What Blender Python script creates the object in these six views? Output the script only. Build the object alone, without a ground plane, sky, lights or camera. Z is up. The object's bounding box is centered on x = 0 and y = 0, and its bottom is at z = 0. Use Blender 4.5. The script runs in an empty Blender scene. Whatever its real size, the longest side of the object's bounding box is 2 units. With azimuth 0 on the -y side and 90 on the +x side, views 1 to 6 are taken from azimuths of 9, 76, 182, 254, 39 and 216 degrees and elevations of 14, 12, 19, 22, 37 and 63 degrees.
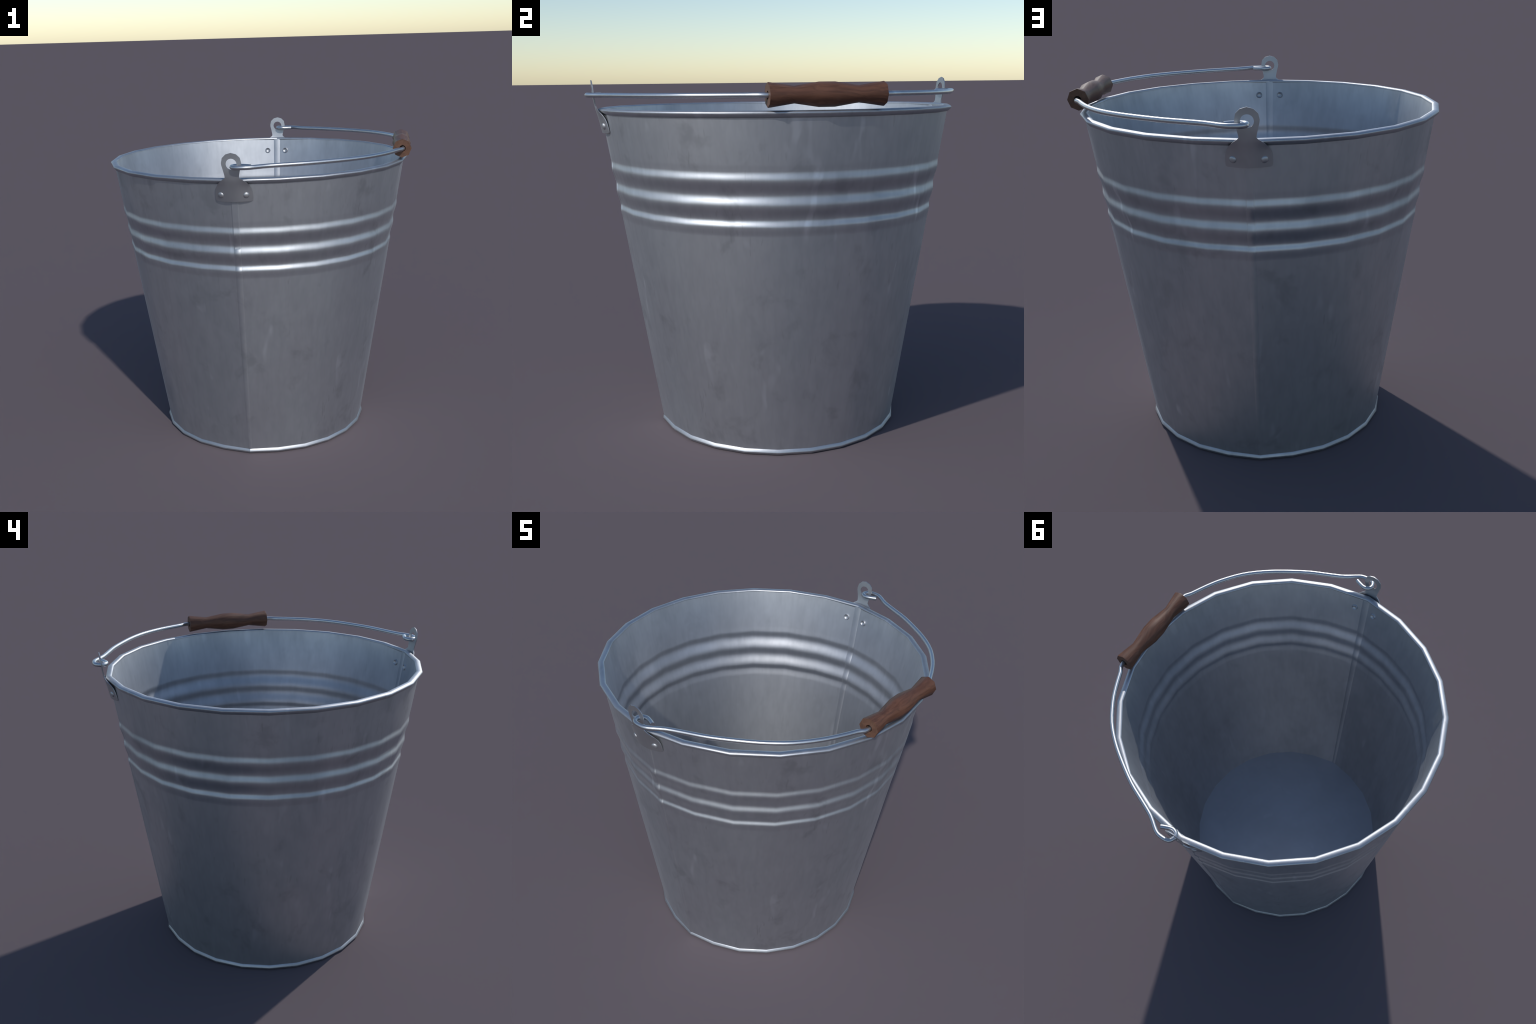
"""Galvanised steel bucket with three pressed hoops, riveted ears, wire bail and turned wooden grip."""
import bpy, bmesh, math
from mathutils import Vector

TAU = math.tau
CX, CY = -0.0105, 0.0005         # axis of the pail
SIDES = 24                       # the pail is folded from flat facets
SEAM_OUT = 0.0130                # the two lap seams stand out as upright creases


# ------------------------------------------------------------------ helpers
def smoothstep(a, b, x):
    t = max(0.0, min(1.0, (x - a) / (b - a)))
    return t * t * (3 - 2 * t)


def lerp_table(table, x):
    if x <= table[0][0]:
        return table[0][1]
    for (x0, y0), (x1, y1) in zip(table, table[1:]):
        if x <= x1:
            return y0 + (y1 - y0) * (x - x0) / (x1 - x0)
    return table[-1][1]


def cosine_table(table, x):
    if x <= table[0][0]:
        return table[0][1]
    for (x0, y0), (x1, y1) in zip(table, table[1:]):
        if x <= x1:
            t = 0.5 - 0.5 * math.cos(math.pi * (x - x0) / (x1 - x0))
            return y0 + (y1 - y0) * t
    return table[-1][1]


def catmull(points, per_span):
    out, n = [], len(points)
    P = [Vector(p) for p in points]
    for i in range(n - 1):
        a, b, c, d = P[max(i - 1, 0)], P[i], P[i + 1], P[min(i + 2, n - 1)]
        for k in range(per_span):
            t = k / per_span
            out.append(0.5 * ((2 * b) + (c - a) * t + (2 * a - 5 * b + 4 * c - d) * t * t
                              + (3 * b - a - 3 * c + d) * t ** 3))
    out.append(P[-1])
    return out


def oval(z):
    """The ears pull the mouth of the pail slightly out of round; the foot stays rounder."""
    return 0.004 + 0.0038 * z


def place(i, r, z, crease=SEAM_OUT):
    """Corner i of the facetted pail; corners 6 and 18 lie on the lap seams."""
    a = i * TAU / SIDES
    r += oval(z) * math.sin(a) ** 2
    if i % SIDES in (6, 18):
        r += crease
    return (CX + r * math.cos(a), CY + r * math.sin(a), z)


def make(name, verts, faces, material, parent, smooth_angle=40.0, sharp=None):
    me = bpy.data.meshes.new(name)
    me.from_pydata([tuple(v) for v in verts], [], faces)
    bm = bmesh.new()
    bm.from_mesh(me)
    bmesh.ops.recalc_face_normals(bm, faces=bm.faces)
    for f in bm.faces:
        f.smooth = True
    for e in bm.edges:
        if len(e.link_faces) == 2 and e.calc_face_angle(0.0) > math.radians(smooth_angle):
            e.smooth = False
        if sharp and sharp(e):
            e.smooth = False
    bm.to_mesh(me)
    bm.free()
    me.materials.append(material)
    ob = bpy.data.objects.new(name, me)
    bpy.context.scene.collection.objects.link(ob)
    ob.parent = parent
    return ob


def at_seam(e):
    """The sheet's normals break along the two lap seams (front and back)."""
    a, b = (v.co for v in e.verts)
    return abs(a.x - CX) < 1e-4 and abs(b.x - CX) < 1e-4 and abs(a.y) > 0.3 and a.y * b.y > 0


def revolve(name, profile, material, parent, crease=SEAM_OUT, smooth_angle=60.0):
    """Sweep an (r, z) profile round the pail's 24 facets."""
    verts, faces, m = [], [], len(profile)
    for i in range(SIDES):
        verts += [place(i, r, z, crease) for r, z in profile]
    for i in range(SIDES):
        j = (i + 1) % SIDES
        for k in range(m):
            l = (k + 1) % m
            faces.append((i * m + k, j * m + k, j * m + l, i * m + l))
    return make(name, verts, faces, material, parent, smooth_angle, at_seam)


def tube(name, path, radius, sides, material, parent):
    """Round wire along a path that lies nearly in one horizontal plane."""
    P = [Vector(p) for p in path]
    verts, faces, n = [], [], len(P)
    for i, p in enumerate(P):
        t = (P[min(i + 1, n - 1)] - P[max(i - 1, 0)]).normalized()
        side = t.cross(Vector((0, 0, 1))).normalized()
        up = side.cross(t)
        for k in range(sides):
            a = (k + 0.5) * TAU / sides
            verts.append(p + radius * (math.cos(a) * side + math.sin(a) * up))
    for i in range(n - 1):
        for k in range(sides):
            l = (k + 1) % sides
            faces.append((i * sides + k, i * sides + l, (i + 1) * sides + l, (i + 1) * sides + k))
    faces.append(tuple(range(sides)))
    faces.append(tuple((n - 1) * sides + k for k in range(sides)))
    return make(name, verts, faces, material, parent, 65.0)


# ---------------------------------------------------------------- materials
class Graph:
    def __init__(self, name):
        self.mat = bpy.data.materials.new(name)
        self.mat.use_nodes = True
        self.t = self.mat.node_tree
        self.bsdf = self.t.nodes["Principled BSDF"]
        self.obj = self.t.nodes.new("ShaderNodeTexCoord").outputs["Object"]

    def put(self, socket, value):
        if isinstance(value, bpy.types.NodeSocket):
            self.t.links.new(value, socket)
        else:
            socket.default_value = value

    def mapped(self, scale, rotation=(0, 0, 0), location=(0, 0, 0), vector=None):
        n = self.t.nodes.new("ShaderNodeMapping")
        self.put(n.inputs["Vector"], vector or self.obj)
        n.inputs["Scale"].default_value = scale
        n.inputs["Rotation"].default_value = rotation
        n.inputs["Location"].default_value = location
        return n.outputs[0]

    def noise(self, vector, scale, detail=4.0, rough=0.55, distortion=0.0):
        n = self.t.nodes.new("ShaderNodeTexNoise")
        self.put(n.inputs["Vector"], vector)
        n.inputs["Scale"].default_value = scale
        n.inputs["Detail"].default_value = detail
        n.inputs["Roughness"].default_value = rough
        n.inputs["Distortion"].default_value = distortion
        return n.outputs[0]

    def math(self, op, a, b=0.0, clamp=False):
        n = self.t.nodes.new("ShaderNodeMath")
        n.operation, n.use_clamp = op, clamp
        self.put(n.inputs[0], a)
        self.put(n.inputs[1], b)
        return n.outputs[0]

    def remap(self, value, a, b, c=0.0, d=1.0):
        n = self.t.nodes.new("ShaderNodeMapRange")
        n.interpolation_type = "SMOOTHSTEP"
        self.put(n.inputs["Value"], value)
        for k, v in zip(("From Min", "From Max", "To Min", "To Max"), (a, b, c, d)):
            n.inputs[k].default_value = v
        return n.outputs[0]

    def mix(self, factor, a, b):
        n = self.t.nodes.new("ShaderNodeMix")
        n.data_type = "RGBA"
        self.put(n.inputs[0], factor)
        self.put(n.inputs[6], a if isinstance(a, bpy.types.NodeSocket) else (*a, 1))
        self.put(n.inputs[7], b if isinstance(b, bpy.types.NodeSocket) else (*b, 1))
        return n.outputs[2]

    def bump(self, height, strength, distance):
        n = self.t.nodes.new("ShaderNodeBump")
        n.inputs["Strength"].default_value = strength
        n.inputs["Distance"].default_value = distance
        self.put(n.inputs["Height"], height)
        self.put(self.bsdf.inputs["Normal"], n.outputs[0])


def galvanised(name, dark, light, rough=(0.36, 0.48), stains=1.0, relief=0.0, grain=0.12):
    """Zinc-coated sheet: faint clouding, pale runs, dull smudges and hair scratches."""
    g = Graph(name)
    cloud = g.noise(g.mapped((1, 1, 0.45)), 2.6, 5, 0.58, 0.2)
    mottle = g.noise(g.mapped((1, 1, 0.5)), 16.0, 5, 0.55, 0.3)
    drawn = g.noise(g.mapped((1, 1, 0.10)), 42.0, 3, 0.5)
    runs = g.noise(g.mapped((1, 1, 0.30)), 10.0, 2, 0.45, 0.3)
    smudge = g.noise(g.mapped((1, 1, 0.9), location=(7, 3, 1)), 6.0, 4, 0.58, 0.3)
    tone = g.math("ADD", g.remap(cloud, 0.36, 0.64, 0.0, 0.64), g.remap(mottle, 0.32, 0.68, 0.0, 0.22))
    tone = g.math("ADD", tone, g.remap(drawn, 0.34, 0.66, 0.0, 0.16))
    col = g.mix(tone, dark, light)
    pale = g.math("MULTIPLY", g.remap(runs, 0.65, 0.76), 0.85 * stains)
    col = g.mix(pale, col, tuple(min(1.0, c * 1.16) for c in light))
    dull = g.math("MULTIPLY", g.remap(smudge, 0.54, 0.72), 0.45 * stains)
    col = g.mix(dull, col, tuple(c * 0.78 for c in dark))
    # hair scratches: needle-thin streaks of strongly stretched noise, present only in patches
    lines = None
    for rot, loc in (((1.25, 0.3, 0.2), (3, 1, 5)), ((0.9, -0.5, 1.3), (9, 4, 2)), ((1.4, 0.2, 2.2), (4, 6, 1))):
        n = g.noise(g.mapped((1, 1, 0.07), rotation=rot, location=loc), 46.0, 2, 0.5)
        line = g.remap(n, 0.66, 0.74)
        lines = line if lines is None else g.math("MAXIMUM", lines, line)
    patch = g.remap(g.noise(g.mapped((1, 1, 1), location=(2, 8, 6)), 5.0, 3), 0.50, 0.64)
    lines = g.math("MULTIPLY", g.math("MULTIPLY", lines, patch), 0.24 * stains)
    col = g.mix(lines, col, tuple(c * 0.62 for c in dark))
    b = g.bsdf.inputs
    g.put(b["Base Color"], col)
    b["Metallic"].default_value = 1.0
    worn = g.math("MAXIMUM", g.remap(cloud, 0.32, 0.68), g.math("MULTIPLY", pale, 0.8))
    g.put(b["Roughness"], g.remap(worn, 0.0, 1.0, rough[1], rough[0]))
    h = g.math("MULTIPLY", g.math("ADD", g.math("MULTIPLY", mottle, 0.25), g.math("MULTIPLY", drawn, 0.2)), grain * 0.01)
    if relief:
        # crisp the pressed hoops: same heights as the modelled ones
        z = g.t.nodes.new("ShaderNodeSeparateXYZ")
        g.put(z.inputs[0], g.obj)
        ramp = g.t.nodes.new("ShaderNodeValToRGB")
        lo, hi = HOOPS[0][0], HOOPS[-1][0]
        g.put(ramp.inputs[0], g.math("DIVIDE", g.math("SUBTRACT", z.outputs[2], lo), hi - lo))
        ramp.color_ramp.interpolation = "EASE"
        stops = ramp.color_ramp.elements
        stops[0].position, stops[1].position = 0.0, 1.0
        stops[0].color = stops[1].color = (0.5, 0.5, 0.5, 1)
        for hz, off in HOOPS[1:-1]:
            v = 0.5 + off * 50.0
            stops.new((hz - lo) / (hi - lo)).color = (v, v, v, 1)
        h = g.math("ADD", h, g.math("MULTIPLY", ramp.outputs[0], 0.02 * relief))
    g.bump(h, 1.0, 1.0)
    return g.mat


def wood(name, end_grain=False):
    g = Graph(name)
    # grain runs along the grip (y)
    if end_grain:
        rings = g.noise(g.mapped((1, 0.05, 1), location=(0.2, 0, 0.1)), 60.0, 4, 0.6, 0.6)
        col = g.mix(g.remap(rings, 0.35, 0.65), (0.105, 0.054, 0.035), (0.142, 0.072, 0.046))
        h = rings
    else:
        bow = g.noise(g.mapped((1, 0.6, 1)), 6.0, 2, 0.5)
        warp = g.t.nodes.new("ShaderNodeVectorMath")
        warp.operation = "MULTIPLY_ADD"
        c = g.t.nodes.new("ShaderNodeCombineXYZ")
        for k in range(3):
            g.put(c.inputs[k], bow)
        g.put(warp.inputs[0], c.outputs[0])
        warp.inputs[1].default_value = (0.12, 0.0, 0.12)
        g.put(warp.inputs[2], g.obj)
        grain = g.noise(g.mapped((1, 0.09, 1), vector=warp.outputs[0]), 62.0, 5, 0.62)
        broad = g.noise(g.mapped((1, 0.16, 1), vector=warp.outputs[0]), 20.0, 3, 0.5)
        col = g.mix(g.remap(grain, 0.36, 0.64), (0.088, 0.039, 0.025), (0.156, 0.071, 0.044))
        col = g.mix(g.remap(broad, 0.40, 0.66, 0.0, 0.6), col, (0.112, 0.047, 0.028))
        h = grain
    b = g.bsdf.inputs
    g.put(b["Base Color"], col)
    b["Roughness"].default_value = 0.50
    b["Specular IOR Level"].default_value = 0.34
    g.bump(h, 0.25, 0.004)
    return g.mat


# pressed hoops: offset of the sheet from the plain cone against height
HOOPS = [(1.140, 0.0), (1.186, 0.0018), (1.222, -0.0038), (1.287, 0.0032), (1.337, -0.0034), (1.404, 0.0044),
         (1.446, -0.0003), (1.480, 0.0)]
SHEET = ((0.455, 0.475, 0.51), (0.590, 0.610, 0.645))
ZINC = galvanised("galvanised_sheet", *SHEET, (0.50, 0.56), relief=1.25)
ZINC_INSIDE = galvanised("galvanised_sheet_inside", *SHEET, (0.55, 0.60), 0.45, relief=-0.6)
ZINC_PLAIN = galvanised("galvanised_floor", (0.45, 0.47, 0.505), (0.485, 0.505, 0.54), (0.52, 0.56), 0.3)
ZINC_EDGE = galvanised("galvanised_bead", (0.44, 0.46, 0.495), (0.53, 0.55, 0.585), (0.48, 0.56), 0.8, grain=0.05)
ZINC_EAR = galvanised("galvanised_ear", (0.450, 0.460, 0.482), (0.525, 0.535, 0.557), (0.48, 0.54), 0.4, grain=0.05)
RIVET = galvanised("rivet_metal", (0.47, 0.48, 0.50), (0.54, 0.55, 0.57), (0.52, 0.56), 0.2, grain=0.0)
WIRE = galvanised("galvanised_wire", (0.52, 0.54, 0.565), (0.60, 0.62, 0.645), (0.34, 0.39), 0.2, grain=0.0)
WOOD = wood("turned_wood")
WOOD_END = wood("wood_end_grain", True)

# -------------------------------------------------------------------- thing
bucket = bpy.data.objects.new("bucket", None)
bucket["label"] = "galvanised metal bucket with wire bail and turned wooden grip"
bucket["category"] = "bucket"
bucket.empty_display_size = 0.3
bpy.context.scene.collection.objects.link(bucket)

# --------------------------------------------------------------------- wall
WALL_A, WALL_B = 0.6343, 0.1540          # outer radius = A + B z


def outer(z):
    return WALL_A + WALL_B * z + cosine_table(HOOPS, z)


def inner(z):
    return 0.6210 + 0.1520 * z + cosine_table(HOOPS, z)


levels = [0.030, 0.055, 0.2, 0.4, 0.6, 0.8, 1.0, 1.10]
levels += [1.14 + 0.34 * i / 60 for i in range(61)]
levels += [1.53, 1.60, 1.66]
outside = [(outer(z), z) for z in levels] + [(outer(1.688), 1.688)]
inside = [(inner(z), z) for z in [0.050] + levels[2:]] + [(inner(1.704), 1.704)]
wall = revolve("wall", outside + inside[::-1], ZINC, bucket, smooth_angle=30)
wall.data.materials.append(ZINC_INSIDE)
for p in wall.data.polygons:
    c = p.center
    if math.hypot(p.normal.x, p.normal.y) > 0.5 and p.normal.x * (c.x - CX) + p.normal.y * c.y < 0:
        p.material_index = 1

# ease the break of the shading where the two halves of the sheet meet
wall.data.update()
eased = [Vector(n.vector) for n in wall.data.corner_normals]
for k, loop in enumerate(wall.data.loops):
    co = wall.data.vertices[loop.vertex_index].co
    if abs(co.x - CX) < 1e-4:
        eased[k].x *= 0.72
        eased[k].normalize()
wall.data.normals_split_custom_set([tuple(n) for n in eased])

# floor let into the foot of the wall, seen from above as a flat disc
floor_v = [place(i, 0.636, z) for z in (0.055, 0.040) for i in range(SIDES)]
floor_f = [tuple(range(SIDES)), tuple(range(SIDES, 2 * SIDES))]
floor_f += [(i, (i + 1) % SIDES, SIDES + (i + 1) % SIDES, SIDES + i) for i in range(SIDES)]
make("floor", floor_v, floor_f, ZINC_PLAIN, bucket)

# rolled rim and foot bead
revolve("rim", [(0.8795, 1.7060), (0.8815, 1.7130), (0.8920, 1.7162), (0.9070, 1.7145), (0.9140, 1.7095), (0.9158, 1.7045),
                (0.9125, 1.6985), (0.8995, 1.6845), (0.8850, 1.6880)],
        ZINC_EDGE, bucket, crease=0.0100, smooth_angle=85)
revolve("foot_bead", [(0.6345, 0.0340), (0.6405, 0.0270), (0.6470, 0.0160), (0.6473, 0.0120), (0.6390, 0.0),
                      (0.6250, 0.0), (0.6250, 0.0340)],
        ZINC_EDGE, bucket, crease=0.0095, smooth_angle=75)


# lap seams: a narrow folded strip down front and back, outside and inside
FOLD = math.tan(math.pi / SIDES) + SEAM_OUT / 0.21      # slope of the facets either side of a seam


def seam(sign, radius, lift, z_low, z_high):
    zs = [z for z in levels if z_low < z < z_high]
    zs = [z_low] + zs + [z_high]
    verts, faces = [], []
    for z in zs:
        half = 0.0115 + 0.0062 * z
        r = radius(z) + oval(z) + SEAM_OUT
        drop = half * FOLD
        top = r + lift
        base = r - (0.006 if lift > 0 else -0.006)
        edge = r - drop
        for x, rr in ((-half, base), (-half, edge), (-half + 0.006, top - (0.0008 if lift > 0 else drop * 0.6)),
                      (half - 0.006, top - (0.0008 if lift > 0 else drop * 0.6)), (half, edge), (half, base)):
            verts.append((CX + x, CY + sign * rr, z))
    for i in range(len(zs) - 1):
        for k in range(6):
            l = (k + 1) % 6
            faces.append((i * 6 + k, i * 6 + l, (i + 1) * 6 + l, (i + 1) * 6 + k))
    faces += [tuple(range(6)), tuple((len(zs) - 1) * 6 + k for k in range(6))]
    make("seam", verts, faces, ZINC if lift > 0 else ZINC_INSIDE, bucket, 35.0)


for s in (-1, 1):
    seam(s, outer, 0.0012, 0.030, 1.686)
    seam(s, inner, -0.0040, 0.056, 1.704)

# --------------------------------------------------------------------- ears
EAR_X = -0.0115
# distance of the ear's outer face from the axis plane against height
EAR_Y = [(1.590, 0.9175), (1.660, 0.9335), (1.694, 0.9430), (1.710, 0.947), (1.730, 0.9505),
         (1.756, 0.955), (1.794, 0.959), (1.829, 0.962), (1.857, 0.9655)]
# half outline of the ear (half width, height) from the foot upward
EAR_HALF = [(0.000, 1.5905), (0.050, 1.5910), (0.0925, 1.5925), (0.0990, 1.5965), (0.1008, 1.605), (0.1005, 1.625),
            (0.0995, 1.645), (0.0945, 1.664), (0.085, 1.682), (0.072, 1.697), (0.055, 1.711), (0.043, 1.719),
            (0.0375, 1.726), (0.0385, 1.737), (0.0455, 1.768), (0.0515, 1.790), (0.0525, 1.803), (0.0470, 1.829),
            (0.0275, 1.848), (0.000, 1.8555)]
HOLE_Z, HOLE_R, HOLE_N = 1.7965, 0.0290, 16
BEND = 2.8                        # how strongly the foot of the ear wraps round the pail


def ear_depth(x, z):
    bend = BEND * (1.0 - smoothstep(1.67, 1.745, z))
    return lerp_table(EAR_Y, z) - bend * x * x


def ear(sign):
    bm = bmesh.new()
    half = EAR_HALF
    loop = [(w, z) for w, z in half] + [(-w, z) for w, z in half[-2:0:-1]]
    ring = [(HOLE_R * math.sin(k * TAU / HOLE_N), HOLE_Z + HOLE_R * math.cos(k * TAU / HOLE_N)) for k in range(HOLE_N)]
    edges = []
    for pts in (loop, ring):
        vs = [bm.verts.new((x, 0, z)) for x, z in pts]
        edges += [bm.edges.new((vs[i], vs[(i + 1) % len(vs)])) for i in range(len(vs))]
    bmesh.ops.triangle_fill(bm, edges=edges, use_beauty=True)
    # cut the blank so that it can be bent smoothly
    for z in (1.62, 1.65, 1.67, 1.685, 1.70, 1.71, 1.72, 1.73, 1.745, 1.76, 1.78, 1.82, 1.84):
        bmesh.ops.bisect_plane(bm, geom=bm.verts[:] + bm.edges[:] + bm.faces[:], plane_co=(0, 0, z), plane_no=(0, 0, 1))
    for x in (-0.08, -0.06, -0.04, -0.02, 0.0, 0.02, 0.04, 0.06, 0.08):
        bmesh.ops.bisect_plane(bm, geom=bm.verts[:] + bm.edges[:] + bm.faces[:], plane_co=(x, 0, 0), plane_no=(1, 0, 0))
    bmesh.ops.remove_doubles(bm, verts=bm.verts[:], dist=1e-5)
    bm.verts.index_update()
    thick = 0.005
    front = [(EAR_X + v.co.x, sign * ear_depth(v.co.x, v.co.z), v.co.z) for v in bm.verts]
    back = [(x, y - sign * thick, z) for x, y, z in front]
    n = len(front)
    faces = [tuple(v.index for v in f.verts) for f in bm.faces]
    shell = faces + [tuple(n + i for i in reversed(f)) for f in faces]
    for e in bm.edges:
        if len(e.link_faces) == 1:
            a, b = e.verts
            shell.append((a.index, b.index, n + b.index, n + a.index))
    bm.free()
    ob = make("ear", front + back, shell, ZINC_EAR, bucket, 35.0)
    # two domed rivets hold the ear
    for sx in (-1, 1):
        x, z = sx * 0.0680, 1.6265
        p = Vector((EAR_X + x, sign * ear_depth(x, z), z))
        dx = (ear_depth(x + 0.002, z) - ear_depth(x - 0.002, z)) / 0.004
        dz = (ear_depth(x, z + 0.01) - ear_depth(x, z - 0.01)) / 0.02
        normal = Vector((-dx, sign, -dz)).normalized()
        dome("rivet", p - normal * 0.001, normal, 0.0165, 0.0085, ob)
    return ob


def dome(name, centre, normal, radius, height, parent, dish=False):
    u = normal.orthogonal().normalized()
    v = normal.cross(u)
    if dish:      # clinched tail: a low lip round a hollow
        prof = [(1.12, -0.3), (1.0, 0.50), (0.90, 0.60), (0.78, 0.42), (0.45, 0.03), (0.0, -0.02)]
    else:
        prof = [(1.0, 0.0), (0.97, 0.28), (0.86, 0.55), (0.66, 0.79), (0.38, 0.94), (0.0, 1.0)]
    n, verts, faces = 16, [], []
    for r, h in prof[:-1]:
        for k in range(n):
            a = k * TAU / n
            verts.append(centre + radius * r * (math.cos(a) * u + math.sin(a) * v) + normal * height * h)
    verts.append(centre + normal * height * prof[-1][1])
    m = len(prof) - 1
    for i in range(m - 1):
        for k in range(n):
            l = (k + 1) % n
            faces.append((i * n + k, i * n + l, (i + 1) * n + l, (i + 1) * n + k))
    faces += [((m - 1) * n + k, (m - 1) * n + (k + 1) % n, m * n) for k in range(n)]
    faces.append(tuple(reversed(range(n))))
    return make(name, verts, faces, RIVET, parent, 80.0)


for s in (-1, 1):
    ear(s)
    # clinched rivet tails inside the pail
    for sx in (-1, 1):
        x, z = sx * 0.0640, 1.6265
        facet = math.atan(FOLD)
        y = inner(z) + oval(z) + SEAM_OUT - abs(x) * FOLD
        normal = Vector((-sx * math.sin(facet), -s * math.cos(facet), WALL_B)).normalized()
        dome("rivet_tail", Vector((EAR_X + x, CY + s * y, z)), normal, 0.0175, 0.0120, bucket, dish=True)

# --------------------------------------------------------------------- bail
WIRE_Z, WIRE_R = 1.7817, 0.0121
GRIP_X = 0.8695
# half of the bail in plan, from the middle of the grip to the hooked end
HALF = [(0.874, 0.275), (0.847, 0.3295), (0.804, 0.422), (0.756, 0.507), (0.679, 0.609), (0.589, 0.691), (0.4895, 0.7605),
        (0.362, 0.8365), (0.255, 0.8845), (0.163, 0.927), (0.090, 0.977), (0.049, 0.9875), (0.008, 0.9830),
        (-0.009, 0.956), (-0.003, 0.933), (0.024, 0.9215), (0.054, 0.929), (0.086, 0.943)]
half_path = [(x, y, WIRE_Z) for x, y in HALF]
full = [(x, -y, z) for x, y, z in half_path[::-1]] + [(GRIP_X + 0.0055, -0.1, WIRE_Z), (GRIP_X + 0.0055, 0.1, WIRE_Z)] + half_path
bail = tube("bail", catmull(full, 3), WIRE_R, 12, WIRE, bucket)

# turned grip: eight-sided, bored through for the wire
GRIP = [(-0.267, 0.0537), (-0.262, 0.0545), (-0.148, 0.0375), (-0.037, 0.0545), (0.037, 0.0545), (0.148, 0.0375),
        (0.262, 0.0545), (0.267, 0.0537)]
BORE = 0.0185
gv, gf = [], []
for y, r in GRIP:
    for k in range(8):
        a = k * TAU / 8
        gv.append((GRIP_X + r * math.cos(a), y, WIRE_Z + 0.0005 + r * math.sin(a)))
for i in range(len(GRIP) - 1):
    for k in range(8):
        l = (k + 1) % 8
        gf.append((i * 8 + k, i * 8 + l, (i + 1) * 8 + l, (i + 1) * 8 + k))
side_faces = len(gf)
for end, row in ((-1, 0), (1, len(GRIP) - 1)):
    y = end * 0.267
    start = len(gv)
    for yy in (y, y - end * 0.05):
        for k in range(16):
            a = k * TAU / 16
            gv.append((GRIP_X + 0.002 + BORE * math.cos(a), yy, WIRE_Z + BORE * math.sin(a)))
    for k in range(8):
        l = (k + 1) % 8
        a, b, c = start + 2 * k, start + 2 * k + 1, start + (2 * k + 2) % 16
        gf.append((row * 8 + k, row * 8 + l, c, b, a))
    for k in range(16):
        l = (k + 1) % 16
        gf.append((start + k, start + l, start + 16 + l, start + 16 + k))
    gf.append(tuple(start + 16 + k for k in range(16)))
grip = make("grip", gv, gf, WOOD, bucket, 60.0)
grip.data.materials.append(WOOD_END)
for p in grip.data.polygons:
    if p.index >= side_faces:
        p.material_index = 1
